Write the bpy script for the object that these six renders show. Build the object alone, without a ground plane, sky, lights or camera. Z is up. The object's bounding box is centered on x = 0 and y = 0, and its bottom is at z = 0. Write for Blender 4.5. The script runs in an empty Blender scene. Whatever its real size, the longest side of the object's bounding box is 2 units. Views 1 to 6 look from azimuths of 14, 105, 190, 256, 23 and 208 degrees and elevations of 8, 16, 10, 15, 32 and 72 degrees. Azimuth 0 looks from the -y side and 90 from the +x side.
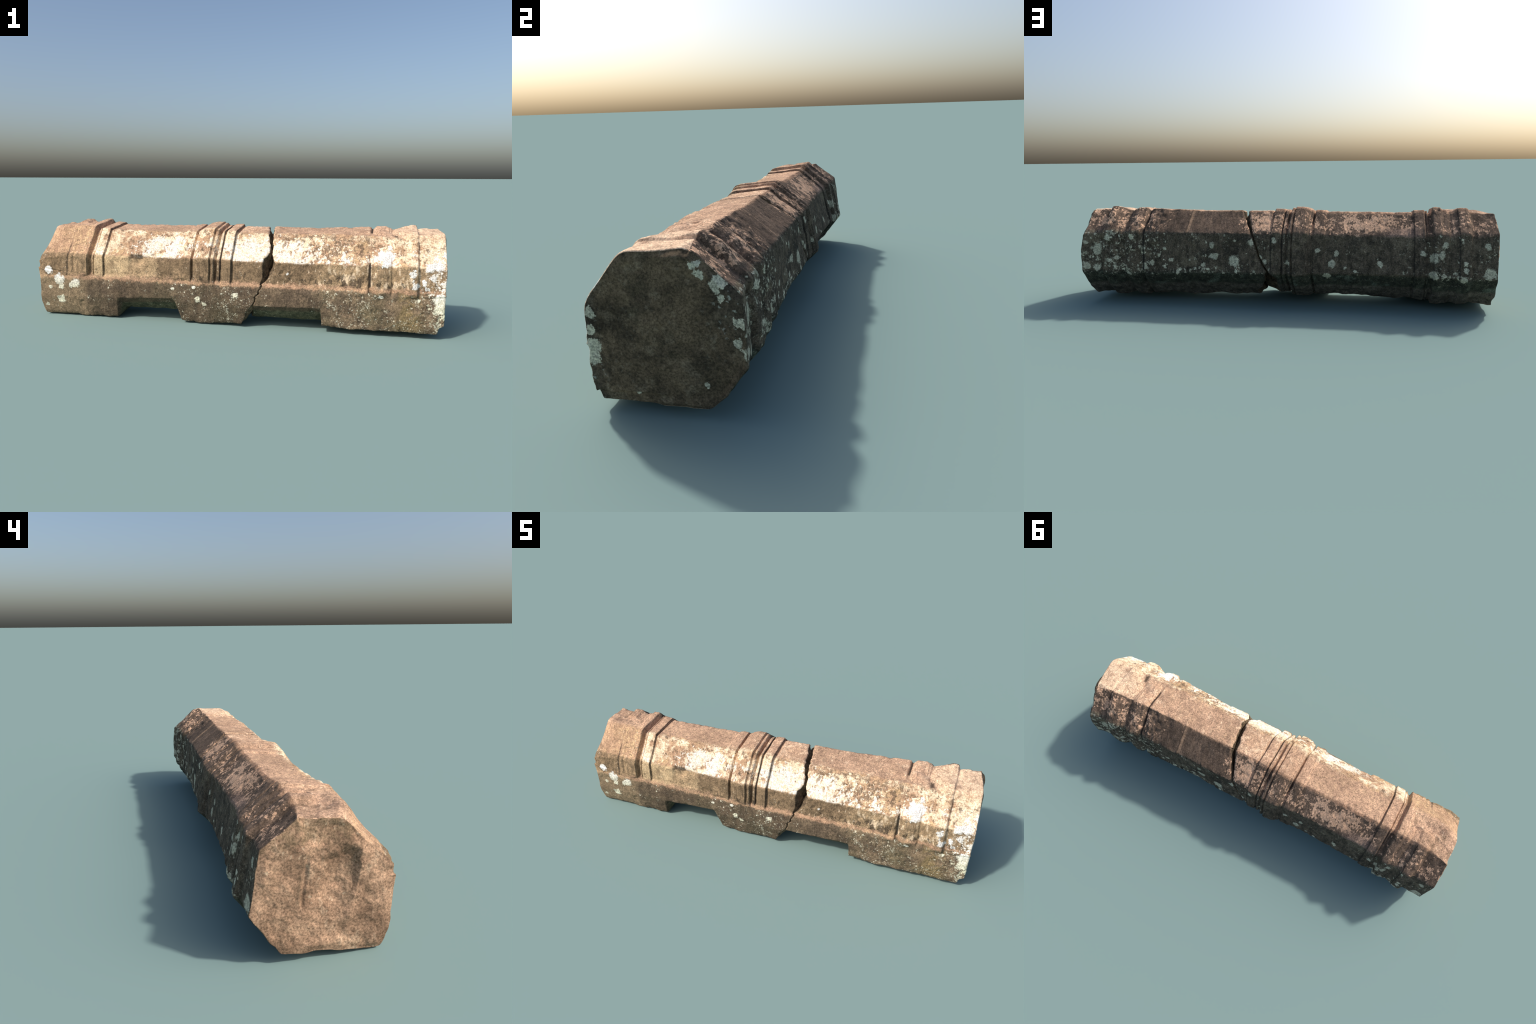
import bpy, math
import numpy as np

# ------------------------------------------------------------------ helpers
def lerp(a, b, t): return a + (b - a) * t
def sstep(a, b, x):
    t = np.clip((x - a) / (b - a), 0.0, 1.0)
    return t * t * (3 - 2 * t)
def bump(x, c, w):            # bell
    return np.exp(-((x - c) / w) ** 2)
def band(x, a, b, s):         # soft box
    return sstep(a - s, a + s, x) * (1 - sstep(b - s, b + s, x))

def _hash(i, j, k, seed):
    h = (i.astype(np.uint32) * np.uint32(374761393) + j.astype(np.uint32) * np.uint32(668265263)
         + k.astype(np.uint32) * np.uint32(2147483647 - 40) + np.uint32(seed) * np.uint32(974634777))
    h = (h ^ (h >> np.uint32(13))) * np.uint32(1274126177)
    h = (h ^ (h >> np.uint32(16))) * np.uint32(2246822519)
    h = h ^ (h >> np.uint32(15))
    return (h & np.uint32(0xFFFFFF)).astype(np.float64) / float(0xFFFFFF) * 2 - 1

def noise(x, y, z, seed):     # smooth value noise, -1..1
    x, y, z = np.broadcast_arrays(x, y, z)
    xi, yi, zi = np.floor(x), np.floor(y), np.floor(z)
    fx, fy, fz = x - xi, y - yi, z - zi
    fx, fy, fz = [f * f * f * (f * (f * 6 - 15) + 10) for f in (fx, fy, fz)]
    xi, yi, zi = [v.astype(np.int64) for v in (xi, yi, zi)]
    out = 0
    for a in (0, 1):
        for b in (0, 1):
            for c in (0, 1):
                w = (fx if a else 1 - fx) * (fy if b else 1 - fy) * (fz if c else 1 - fz)
                out = out + w * _hash(xi + a, yi + b, zi + c, seed)
    return out

def fbm(P, scale, seed, octaves=3, gain=0.5):
    out, amp, s = 0, 1.0, scale
    for o in range(octaves):
        out = out + amp * noise(P[0] * s + 11.3 * o, P[1] * s + 5.7 * o, P[2] * s + 3.1 * o, seed + o)
        amp *= gain; s *= 2.03
    return out

# ------------------------------------------------------------------ cross-section
# Corners of the octagonal section, going round from the rear top edge:
# A rear top, B front top, C front shoulder, L1/L2 inner and outer edge of the square ledge,
# CP ledge underside, DP front bottom, E rear bottom, F rear lower, G rear shoulder.
KX = [-1.00, -0.90, -0.63, -0.23, -0.04, 0.10, 0.45, 0.70, 0.90, 1.00]
SECTION = {
    "A":  ([.080, .054, .050, .054, .056, .057, .066, .075, .086, .112], [.453, .457, .457, .458, .461, .461, .461, .463, .467, .467]),
    "B":  ([-.05, -.088, -.112, -.105, -.103, -.100, -.097, -.090, -.080, -.066], [.440, .438, .438, .438, .441, .442, .444, .442, .450, .460]),
    "C":  ([-.218, -.210, -.208, -.206, -.202, -.195, -.191, -.187, -.191, -.188], [.288, .305, .317, .316, .315, .313, .320, .324, .325, .325]),
    "L1": ([-.220, -.213, -.212, -.212, -.209, -.203, -.196, -.194, -.194, -.196], [.262, .240, .226, .243, .226, .218, .205, .202, .198, .205]),
    "L2": ([-.233, -.232, -.228, -.223, -.224, -.219, -.213, -.209, -.203, -.199], [.248, .230, .212, .222, .206, .194, .185, .183, .183, .190]),
    "CP": ([-.222, -.230, -.228, -.217, -.220, -.220, -.210, -.21, -.21, -.21], [.120, .110, .109, .127, .120, .112, .116, .116, .116, .116]),
    "DP": ([-.12, -.12, -.125, -.110, -.110, -.110, -.110, -.11, -.11, -.11], [.036, .036, .036, .042, .036, .030, .030, .03, .03, .03]),
    "E2": ([.129, .110, .095, .080, .074, .086, .095, .097, .108, .138], [.040, .047, .052, .063, .065, .052, .047, .043, .040, .038]),
    "E":  ([.165, .160, .150, .146, .146, .147, .150, .153, .167, .182], [.088, .098, .106, .112, .108, .100, .097, .095, .092, .084]),
    "F":  ([.218, .217, .209, .209, .215, .216, .211, .213, .224, .244], [.178, .182, .189, .189, .184, .178, .172, .167, .168, .173]),
    "G":  ([.186, .180, .167, .172, .185, .190, .194, .197, .213, .240], [.374, .367, .362, .362, .363, .363, .362, .360, .360, .352]),
}
FOOT = ([-.200, -.197, -.193, -.191, -.192, -.194, -.199, -.198, -.191, -.184], [.002, .002, .003, .003, .005, .008, .028, .027, .024, .021])
FOOTCP = ([-.222, -.228, -.228, -.221, -.222, -.223, -.205, -.205, -.199, -.193], [.095, .105, .113, .118, .115, .112, .108, .106, .10, .095])
NAMES = list(SECTION)
NC = len(NAMES)
COUNT = {"A": 66, "B": 72, "C": 46, "L1": 14, "L2": 46, "CP": 64, "DP": 78, "E2": 34, "E": 46, "F": 78, "G": 62}
START = {}
_n = 0
for _k in NAMES:
    START[_k] = _n; _n += COUNT[_k]
NS = _n
seg_of = np.concatenate([[i] * COUNT[k] for i, k in enumerate(NAMES)])
frac = np.concatenate([np.arange(COUNT[k]) / COUNT[k] for k in NAMES])
spos = seg_of + frac                       # 0..11 round the section

def at(x, key, tab=None):
    ys, zs = tab if tab else SECTION[key]
    return np.interp(x, KX, ys), np.interp(x, KX, zs)

def around(vals):                           # per-corner values -> per-sample weights
    v = np.array([vals.get(k, 0.0) if isinstance(vals, dict) else vals for k in NAMES], float)
    return lerp(v[seg_of], v[(seg_of + 1) % NC], frac)

# ------------------------------------------------------------------ moulding profiles (height over the shaft)
PROF_L = [(-.899, 0), (-.889, .006), (-.882, .016), (-.873, .0205), (-.850, .020), (-.836, .018), (-.824, .009), (-.817, .008), (-.808, .007), (-.800, .004),
          (-.795, .005), (-.789, .011), (-.770, .013), (-.764, .017), (-.756, .0225), (-.738, .0235), (-.727, .022), (-.7225, .019), (-.7205, .004), (-.717, -.008), (-.704, -.006), (-.700, .0045),
          (-.695, .0045), (-.6925, -.003), (-.690, -.002), (-.688, .0075), (-.684, .0085), (-.664, .0085), (-.645, .0080), (-.6395, .0075), (-.637, -.004), (-.632, -.004), (-.627, 0)]
PROF_M = [(-.230, 0), (-.220, .007), (-.197, .0075), (-.175, .0065), (-.173, .004), (-.171, -.012), (-.166, -.010), (-.162, .006), (-.152, .008), (-.146, .015), (-.136, .019), (-.128, .021), (-.112, .0225),
          (-.088, .023), (-.079, .0225), (-.077, .019), (-.0755, .009), (-.0725, .009), (-.070, .016), (-.060, .0165), (-.056, .013), (-.053, -.008), (-.046, -.008), (-.042, .0065), (-.028, .0065), (-.0255, -.001),
          (-.0215, -.001), (-.0195, .007), (-.015, .009), (.012, .0095), (.025, .008), (.0275, .004), (.030, -.006), (.036, -.006), (.042, 0)]
PROF_R = [(.440, 0), (.452, .004), (.560, .004), (.580, .007), (.600, .010), (.650, .011), (.664, .010), (.668, .000), (.676, -.003), (.684, .007), (.692, .015), (.705, .018), (.728, .018), (.745, .012), (.752, .010),
          (.762, .004), (.767, -.004), (.773, -.004), (.782, .003), (.792, .007), (.800, .009), (.808, .014), (.820, .018), (.855, .019), (.874, .017), (.879, .012), (.882, -.003), (.888, -.004), (.898, 0)]

def profile(x, pts, soft=0.0):
    px, ph = zip(*pts)
    if soft <= 0: return np.interp(x, px, ph)
    return sum(w * np.interp(x + d * soft, px, ph) for d, w in ((-1.6, .1), (-.8, .22), (0, .36), (.8, .22), (1.6, .1)))

FRONT = around({"A": 1, "B": 1, "C": 1, "L1": 1, "G": 1, "F": 1, "E": .8, "E2": .6, "DP": .0, "CP": 0, "L2": 0})
onBC = np.where(seg_of == 1, 1.0, 0.0)

def smask(a, b, s=0.12):                    # soft window over the section coordinate
    return band(spos, a, b, s)

# ------------------------------------------------------------------ the surface itself
def foot_weight(x, t):
    """t 0..1 from the ledge underside to the bottom corner; feet: left, middle, right."""
    e1 = lerp(-.553, -.566, t); e2 = lerp(-.262, -.238, t); e3 = .4555
    w = .011
    return (1 - sstep(e1 - w, e1 + w, x)) + sstep(e2 - w, e2 + w, x) * (1 - sstep(.28, .30, x)) + sstep(e3 - .006, e3 + .006, x)

def surface(X, right):
    """X: (nx, NS) positions along the column -> y, z"""
    V = {k: at(X, k) for k in NAMES}
    Kf = at(X, None, FOOT)
    # feet: the lower front chamfer fills out to a square corner
    tfoot = np.where(seg_of == 5, frac, np.where(seg_of < 5, 0.0, 1.0))[None, :]
    w = foot_weight(X, tfoot)
    if right: w = np.where(X < .30, 0.0, w)
    cpf = at(X, None, FOOTCP)
    V["CP"] = tuple(lerp(V["CP"][i], cpf[i], w) for i in (0, 1))
    V["DP"] = tuple(lerp(V["DP"][i], Kf[i], w) for i in (0, 1))
    Y = np.empty_like(X); Z = np.empty_like(X); MY = np.empty_like(X); MZ = np.empty_like(X)
    # mitred normals at the corners, from the plain section without ledge
    def nrm(p, q):
        dy, dz = q[0] - p[0], q[1] - p[1]; l = np.hypot(dy, dz) + 1e-9
        return dz / l, -dy / l
    normals = []
    for i in range(NC):
        normals.append(nrm(V[NAMES[i]], V[NAMES[(i + 1) % NC]]))
    # ledge faces push straight to the front
    fr = (normals[2][0], normals[2][1])
    normals[3] = fr
    M = []
    for i in range(NC):
        a, b = normals[i - 1], normals[i]
        d = 1 + a[0] * b[0] + a[1] * b[1]
        d = np.maximum(d, .7)
        M.append(((a[0] + b[0]) / d, (a[1] + b[1]) / d))
    for i in range(NC):
        sl = seg_of == i; j = (i + 1) % NC; f = frac[sl][None, :]
        Y[:, sl] = lerp(V[NAMES[i]][0][:, sl], V[NAMES[j]][0][:, sl], f)
        Z[:, sl] = lerp(V[NAMES[i]][1][:, sl], V[NAMES[j]][1][:, sl], f)
        MY[:, sl] = lerp(M[i][0][:, sl], M[j][0][:, sl], f)
        MZ[:, sl] = lerp(M[i][1][:, sl], M[j][1][:, sl], f)
    S = np.broadcast_to(spos[None, :], X.shape)
    P = (X, Y, Z)
    # wobble of the mouldings along x, so that no line is ruler straight
    xw = X + .0022 * noise(X * 3, Y * 14, Z * 14, 5) + .0010 * noise(X * 20, Y * 40, Z * 40, 6)
    big = fbm(P, 9, 21, 3)
    fine = fbm(P, 45, 31, 3, .6)
    H = np.zeros_like(X)
    front = FRONT[None, :]
    frontface = ((S > 1.5) & (S < 4)).astype(float)
    hl = profile(xw, PROF_L); hm = profile(xw, PROF_M); hr = profile(xw, PROF_R)
    fdamp = lerp(1.0, lerp(.82, .95, band(X, -.25, .06, .03)), sstep(.8, 1.6, S) * (1 - sstep(4, 5, S)))
    shallow = sstep(8.2, 9.0, S)[...] * (1 - sstep(10.0, 10.6, S))
    hl, hm, hr = [lerp(h, np.maximum(h, .0005) * .9, shallow) for h in (hl, hm, hr)]
    # --- left group: the outer ring has weathered flush on the front half
    fill = .019 * (1 - sstep(-.724, -.7195, xw)) * (.35 + .65 * sstep(-1.0, -.93, X) - .30 * sstep(1.1, 1.4, S) * (1 - sstep(1.6, 1.9, S)) * (1 - sstep(-.93, -.84, X)))
    groove = -.0045 * bump(xw, -.800, .0045) - .004 * bump(xw, -.828, .007)
    cface = sstep(1.55, 1.75, S) * (1 - sstep(2.85, 3.0, S))
    fill_mask = sstep(.62, .9, S) * (1 - sstep(3.0, 3.7, S))
    worn_top = (S < 4) * sstep(.44, .48, S + .05 * noise(X * 30, Y * 30, Z * 30, 8)) * (1 - sstep(-.80, -.775, X)) * (1 - fill_mask)
    hl = hl * (1 - worn_top) + worn_top * (.004 + .010 * sstep(-.93, -.80, X))
    hl = lerp(hl, np.maximum(fill, hl * (X > -.73)) + groove * cface, fill_mask * (1 - sstep(-.724, -.718, X)))
        # --- middle group
    # --- right group: worn on top, levelled on the front chamfer
    wear = sstep(.35, .75, S) * (1 - sstep(1.60, 1.72, S)) * (1 - sstep(.835, .86, X))
    wear = wear * sstep(.55, .95, S)
    flat = -.004 * band(X, .66, .86, .03) + .008 * band(X, .84, .877, .012)
    hr = hr * lerp(1, .70 - .30 * band(X, .79, .95, .02) * smask(.3, 1.3, .2), (S < 1.2) + sstep(10.5, 11, S))
    hr = lerp(hr, flat, wear * sstep(.5, .6, X))
    lump = sstep(.55, .75, X) * (1 - sstep(.86, .95, X))
    hr = hr * (1 + .35 * big * lump)
    H += hr * lerp(1, 1.2, ((S > 8) & (S < 11)) * sstep(.6, .7, X))
    H *= front * fdamp
    H += hm * front * fdamp + hl * np.maximum(front, fill_mask * (1 - sstep(-.76, -.70, X))) * fdamp
    rib = np.sin(xw * 2 * np.pi / .0105 + 3 * noise(X * 8, S * .6, 0 * X, 66)) * np.clip((hl + hm + hr) / .012, 0, 1)
    H += .0006 * rib * front * (X > -.72) * (X < .2) * (.5 + .8 * fine)
    rback = sstep(7.5, 9.2, S) * band(X, .58, .90, .02)
    H -= rback * .0075 * np.clip(fbm(P, 24, 67, 3, .6) - .02, 0, 1)
    # deep wedge-shaped chip on the worn right top
    H -= .014 * bump(X, .785 + .10 * (S - .75), .018) * bump(S, .85, .28)
    H += .0045 * fbm(P, 16, 68, 3, .6) * band(X, .60, .90, .03) * smask(.25, 1.7, .2)
    # --- chips and scars
    dent = sstep(-.505, -.485, X) * (1 - sstep(-.43, -.37, X))
    Sd = S + .10 * noise(X * 22, S * 3, 0 * X, 41) - .5 * np.clip(-.44 - X, -.1, .03)
    dent = dent * (.75 + .5 * noise(X * 25, S * 4, 0 * X, 43))
    H -= .015 * dent * sstep(1.84, 1.93, Sd) * (1 - sstep(2.05, 2.75, Sd))
    H -= .006 * band(X, -.44, -.24, .03) * bump(S, 2.0, .10)
    H -= .004 * bump(X, -.262, .010) * bump(S, 4.97, .10)
    H += .006 * bump(X, -.262, .018) * bump(S, 4.80, .10)
    H -= .010 * band(X, .80, .835, .012) * smask(2.75, 3.5, .2)
    H += .007 * band(X, .69, .715, .010) * smask(2.35, 2.85, .12)
    # ledge: broken, uneven edge
    ledge = bump(S, 4.0, .35)
    H -= (.004 + .005 * np.clip(noise(X * 14, 0 * X, 0 * X, 61), 0, 1)) * ledge * sstep(-.80, -.66, X)
    # bottom faces are rough hewn
    bottom = smask(6.0, 7.6, .3)
    H += .0060 * bottom * fbm(P, 13, 71, 3)
    lowback = smask(7.2, 9.0, .25)
    H += .0035 * lowback * fbm(P, 11, 75, 2)
    # general weathering
    H += lerp(.0040, .0000, sstep(1.1, 1.6, S) * (1 - sstep(6.2, 7.0, S))) + .0016 * big + .0010 * fine
    H -= .0045 * np.clip(fbm(P, 42, 37, 3, .6) - .22, 0, 1) * sstep(.15, .35, X) * smask(1.0, 5.5, .3)
    H -= .0035 * np.clip(fbm(P, 30, 39, 3, .6) - .30, 0, 1)
    edge = np.zeros_like(X)
    for c in (0, 1, 2, 9, 10, 11):
        edge = np.maximum(edge, bump(S, c, .10))
    H -= edge * (-.0014 + .006 * np.clip(fbm(P, 22, 81, 3, .6) - .12, 0, 1) + .004 * np.clip(fbm(P, 8, 83, 2) - .1, 0, 1))
    # mouldings have nicked arrises
    mould = np.clip((hl + hm + hr) / .02, 0, 1)
    H -= mould * .003 * np.clip(fbm(P, 60, 91, 2) - .25, 0, 1)
    Y = Y + H * MY; Z = Z + H * MZ
    Z = Z + (.0045 * noise(X * 7, 0 * X, 0 * X, 63) + .0025 * noise(X * 24, 0 * X, 0 * X, 64)) * bump(S, 3.5, .8)
    # round the arrises: blur along the section, stronger where the stone is worn
    def blur(F, sigma):
        k = np.fft.rfftfreq(NS)
        return np.fft.irfft(np.fft.rfft(F, axis=1) * np.exp(-2 * (np.pi * k * sigma) ** 2)[None, :], n=NS, axis=1)
    b1 = [blur(F, 1.6) for F in (Y, Z)]; b2 = [blur(F, 7.0) for F in (Y, Z)]
    soft = np.clip(sstep(.86, 1.0, X) * .75 * smask(.5, 2.6, .3) + (1 - sstep(-1.0, -.80, X)) * .7 * smask(.6, 1.7, .3) + .9 * smask(5.7, 6.4, .2) * (1 - w * .7) + .45 * sstep(.0, .5, fbm(P, 7, 95, 2)), 0, 1)
    return lerp(b1[0], b2[0], soft), lerp(b1[1], b2[1], soft)

# ------------------------------------------------------------------ ends and the fracture (positions along x, per corner)
def ring_values(pts):
    s, v = zip(*pts)
    return np.interp(spos, s, v)
END_L = ring_values([(0, -.997), (1, -.995), (2, -.999), (3, -.996), (4, -.996), (5, -.997), (5.6, -.995), (6, -.988), (7, -.997), (8, -1.000), (9, -1.000), (10, -1.000), (11, -.995)])
END_R = ring_values([(0, .976), (.5, .990), (1, .996), (2, .999), (4, .999), (5.45, .996), (5.55, .978), (6, .973), (7, .978), (8, .984), (9, .990), (9.6, .988), (10, .975), (10.4, .971), (11, .980)])
CRACK_L = ring_values([(0, .160), (.5, .178), (1, .192), (1.62, .206), (1.74, .200), (1.85, .184), (2, .181), (2.5, .178), (3, .174), (4, .167), (5, .132), (5.4, .100), (6, .078), (7, .006), (7.5, -.030), (8, -.046), (8.5, -.018), (9, .040), (9.5, .085), (10, .119), (10.5, .142), (11, .160)])
CRACK_R = ring_values([(0, .186), (.5, .202), (1, .213), (1.4, .215), (1.65, .220), (2, .239), (2.4, .228), (2.8, .198), (3, .184), (4, .173), (5, .140), (6, .110), (7, .108), (7.5, .107), (8, .080), (8.5, .064), (9, .053), (9.5, .097), (10, .131), (10.4, .155), (10.7, .174), (11, .186)])

def jag(x0, amp, seed, y, z):
    return x0 + amp * fbm((0 * y + seed, y, z), 26, seed, 3, .6)

def piece(x_lo, x_hi, lo, hi, right):
    """Grid of the side surface, then caps; returns verts, quads, per-face tags."""
    step = .0020
    n = int((x_hi - x_lo) / step)
    u = np.linspace(0, 1, n)
    zone = .16                                   # the ends follow the jagged border inside this zone
    base = lerp(x_lo, x_hi, u)[:, None] * np.ones((1, NS))
    wl = np.clip(1 - (base - x_lo) / zone, 0, 1); wh = np.clip(1 - (x_hi - base) / zone, 0, 1)
    X = base + wl * (lo - x_lo)[None, :] + wh * (hi - x_hi)[None, :]
    Y, Z = surface(X, right)
    # rounded rims
    for row, sign, rad in ((0, 1, .013 if right else .004), (-1, -1, .007 if right else .013)):
        topside = 1 - smask(2.2, 8.8, .3)
        rad = rad * (.45 + .55 * (topside if rad > .01 else 1.0)) * np.ones(NS)[None, :]
        d = np.abs(X - X[row][None, :]); q = np.clip(1 - d / rad, 0, 1); pull = rad * .5 * (1 - np.sqrt(np.clip(1 - q * q, 0, 1)))
        cy, cz = Y.mean(1, keepdims=True), Z.mean(1, keepdims=True)
        dy, dz = Y - cy, Z - cz; l = np.hypot(dy, dz)
        Y = Y - dy / l * pull; Z = Z - dz / l * pull
    return X, Y, Z

CAP_RINGS = 90
def cap_rows(Xb, Yb, Zb, xfun):
    cy, cz = Yb.mean(), Zb.mean()
    t = (1 - np.linspace(0, 1, CAP_RINGS + 1)[1:-1])[:, None]
    Y = cy + (Yb - cy)[None, :] * t; Z = cz + (Zb - cz)[None, :] * t
    X = xfun(Y, Z, t)
    return X, Y, Z, (float(xfun(np.array([[cy]]), np.array([[cz]]), np.zeros((1, 1)))[0, 0]), cy, cz)

def dist_in(Yb, Zb, t):
    return (1 - t) * np.hypot(Yb - Yb.mean(), Zb - Zb.mean())[None, :]

# side grids
Lx, Ly, Lz = piece(-.995, .16, END_L + .004 * fbm((spos * 0, spos * .8, spos * 0), 1.7, 3, 3), CRACK_L + .0045 * fbm((spos * 0, spos * 4, spos * 0), 1.0, 7, 4, .6), False)
Rx, Ry, Rz = piece(.17, .99, CRACK_R + .0045 * fbm((spos * 0, spos * 4, spos * 0), 1.0, 7, 4, .6) + .002 * fbm((spos * 0, spos * 7, spos * 0), 1.0, 9, 3), END_R + .002 * fbm((spos * 0, spos * .8, spos * 0), 1.7, 4, 3), True)

# least squares plane of the fracture
_y = np.concatenate([Ly[-1], Ry[0]]); _z = np.concatenate([Lz[-1], Rz[0]]); _x = np.concatenate([Lx[-1], Rx[0]])
FP = np.linalg.lstsq(np.stack([np.ones_like(_y), _y, _z, _y * _z, _y * _y, _z * _z], 1), _x, rcond=None)[0]
def fracture(Y, Z):
    return FP[0] + FP[1] * Y + FP[2] * Z + FP[3] * Y * Z + FP[4] * Y * Y + FP[5] * Z * Z + .006 * fbm((0 * Y, Y, Z), 14, 55, 4, .55)

def hollow(Y, Z):            # spalled pocket at the rear foot of the fracture
    return .045 * bump(Y, .16, .10) * bump(Z, .05, .075)

def cap_crack(Xb, Yb, Zb, side):
    def f(Y, Z, t):
        if Y.shape[1] == 1: return fracture(Y, Z) - side * .001 + side * hollow(Y, Z)
        d = dist_in(Yb, Zb, t)
        mid = fracture(Y, Z) - side * .001 + side * hollow(Y, Z)
        reach = .028 + .022 * smask(1.5, 3.2, .3)[None, :] + .030 * (smask(-1, 1.2, .3) + smask(10.3, 12, .2))[None, :] + .12 * smask(7.0, 8.9, .3)[None, :] + .055 * bump(spos, 1.95, .45)[None, :]
        k = sstep(-.01, 1.0, d / reach)
        return lerp(Xb[None, :] + 0 * Y, mid, k) + .002 * fbm((0 * Y + side, Y, Z), 60, 58, 2) * sstep(0, .004, d)
    return cap_rows(Xb, Yb, Zb, f)

def cap_left(Xb, Yb, Zb):
    def relief(Y, Z):
        g = 0
        # two upright tool slots and the spalled top of the face
        wob = .006 * noise(0 * Y, Y * 18, Z * 18, 14)
        c1 = -.103 - .17 * (Z - .27) + wob
        d = Y - c1
        depth = np.interp(d, [-.006, .006, .020, .055, .075, .165], [0, .012, .014, .024, .022, 0])
        up = .385 - .18 * np.clip(d - .01, 0, .3) + .020 * fbm((0 * Y, Y, Z), 22, 15, 3)
        g = g + depth * sstep(.14, .24, Z + .02 * fbm((0 * Y, Y, Z), 18, 16, 2)) * (1 - sstep(up - .095, up, Z))
        g = g + .003 * sstep(c1 - .01, c1 + .02, Y) * (1 - sstep(c1 + .05, c1 + .16, Y)) * band(Z, .10, .36, .04)
        c2 = .060 - .11 * (Z - .27) + wob
        g = g + .007 * band(Y, c2 - .008, c2 + .004, .006) * band(Z, .19, .33, .03)
        top = .385 + .03 * noise(0 * Y, Y * 16, Z * 4, 13)
        g = g + .009 * sstep(-.012, .012, Z - top) * (1 - sstep(.05, .08, Y)) * sstep(-.13, -.09, Y)
        g = g + .0040 * fbm((0 * Y, Y, Z), 10, 17, 4, .6) + .0014 * fbm((0 * Y, Y, Z), 50, 19, 2)
        return g
    plane = np.linalg.lstsq(np.stack([np.ones_like(Yb), Yb, Zb], 1), Xb, rcond=None)[0]
    def f(Y, Z, t):
        mid = plane[0] + plane[1] * Y + plane[2] * Z - .004 + relief(Y, Z)
        if Y.shape[1] == 1: return mid
        return lerp(Xb[None, :] + 0 * Y, mid, sstep(0, .030, dist_in(Yb, Zb, t)))
    return cap_rows(Xb, Yb, Zb, f)

def cap_right(Xb, Yb, Zb):
    def f(Y, Z, t):
        mid = .997 - .022 * (1 - sstep(.066, .074, Z + .006 * noise(0 * Y, Y * 30, Z * 0, 23))) * sstep(.05, -.08, Y) - .014 * sstep(.05, .2, Y) - .012 * (1 - sstep(.05, .16, Z)) * sstep(-.1, .1, Y)
        mid = mid + .0028 * fbm((0 * Y, Y, Z), 11, 27, 3) + .0012 * fbm((0 * Y, Y, Z), 55, 29, 2)
        if Y.shape[1] == 1: return mid
        return lerp(Xb[None, :] + 0 * Y, mid, sstep(0, .016, dist_in(Yb, Zb, t)))
    return cap_rows(Xb, Yb, Zb, f)

def assemble(X, Y, Z, cap0, cap1):
    """Closed mesh: cap0 rings (centre outwards), side rows, cap1 rings (inwards)."""
    rows = [np.stack([c[::-1] for c in cap0[:3]], -1).reshape(-1, 3), np.stack([X, Y, Z], -1).reshape(-1, 3), np.stack(cap1[:3], -1).reshape(-1, 3)]
    nr = cap0[0].shape[0] + X.shape[0] + cap1[0].shape[0]
    verts = np.concatenate(rows + [np.array([cap0[3]]), np.array([cap1[3]])])
    i = np.arange(nr - 1)[:, None]; j = np.arange(NS)[None, :]; j2 = (j + 1) % NS
    quads = np.stack([i * NS + j, i * NS + j2, (i + 1) * NS + j2, (i + 1) * NS + j], -1).reshape(-1, 4)
    jj = np.arange(NS); c0, c1 = nr * NS, nr * NS + 1
    tri0 = np.stack([np.full(NS, c0), (jj + 1) % NS, jj], -1)
    tri1 = np.stack([np.full(NS, c1), (nr - 1) * NS + jj, (nr - 1) * NS + (jj + 1) % NS], -1)
    row = np.repeat(np.arange(nr - 1), NS); seg = np.tile(spos, nr - 1)
    k0, k1 = cap0[0].shape[0], cap0[0].shape[0] + X.shape[0] - 1
    zone = np.where(row < k0, 0, np.where(row < k1, 1, 2))
    return verts, quads, tri0, tri1, zone, seg

# ------------------------------------------------------------------ scene objects
def link(ob, parent=None):
    bpy.context.scene.collection.objects.link(ob)
    if parent: ob.parent = parent
    return ob

def vertex_normals(v, quads, tris):
    n = np.zeros_like(v)
    a = np.cross(v[quads[:, 2]] - v[quads[:, 0]], v[quads[:, 3]] - v[quads[:, 1]])
    for k in range(4):
        for c in range(3): n[:, c] += np.bincount(quads[:, k], a[:, c], len(v))
    b = np.cross(v[tris[:, 1]] - v[tris[:, 0]], v[tris[:, 2]] - v[tris[:, 0]])
    for k in range(3):
        for c in range(3): n[:, c] += np.bincount(tris[:, k], b[:, c], len(v))
    return n / (np.linalg.norm(n, axis=1, keepdims=True) + 1e-12)

def make(name, v, normals, quads, tris, mats, parent, slots=None):
    used = np.zeros(len(v), bool); used[quads.ravel()] = True; used[tris.ravel()] = True
    remap = np.cumsum(used) - 1
    me = bpy.data.meshes.new(name)
    vv = v[used]
    loops = np.concatenate([remap[quads].ravel(), remap[tris].ravel()]).astype(np.int32)
    tot = np.concatenate([np.full(len(quads), 4), np.full(len(tris), 3)]).astype(np.int32)
    start = np.concatenate([[0], np.cumsum(tot)[:-1]]).astype(np.int32)
    me.vertices.add(len(vv)); me.vertices.foreach_set("co", vv.astype(np.float32).ravel())
    me.loops.add(len(loops)); me.loops.foreach_set("vertex_index", loops)
    me.polygons.add(len(tot)); me.polygons.foreach_set("loop_start", start)
    me.polygons.foreach_set("use_smooth", np.ones(len(tot), bool))
    me.update(calc_edges=True); me.validate()
    me.normals_split_custom_set_from_vertices(normals[used].tolist())
    for mt in mats: me.materials.append(mt)
    if slots is not None: me.polygons.foreach_set("material_index", slots.astype(np.int32))
    return link(bpy.data.objects.new(name, me), parent)

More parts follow.
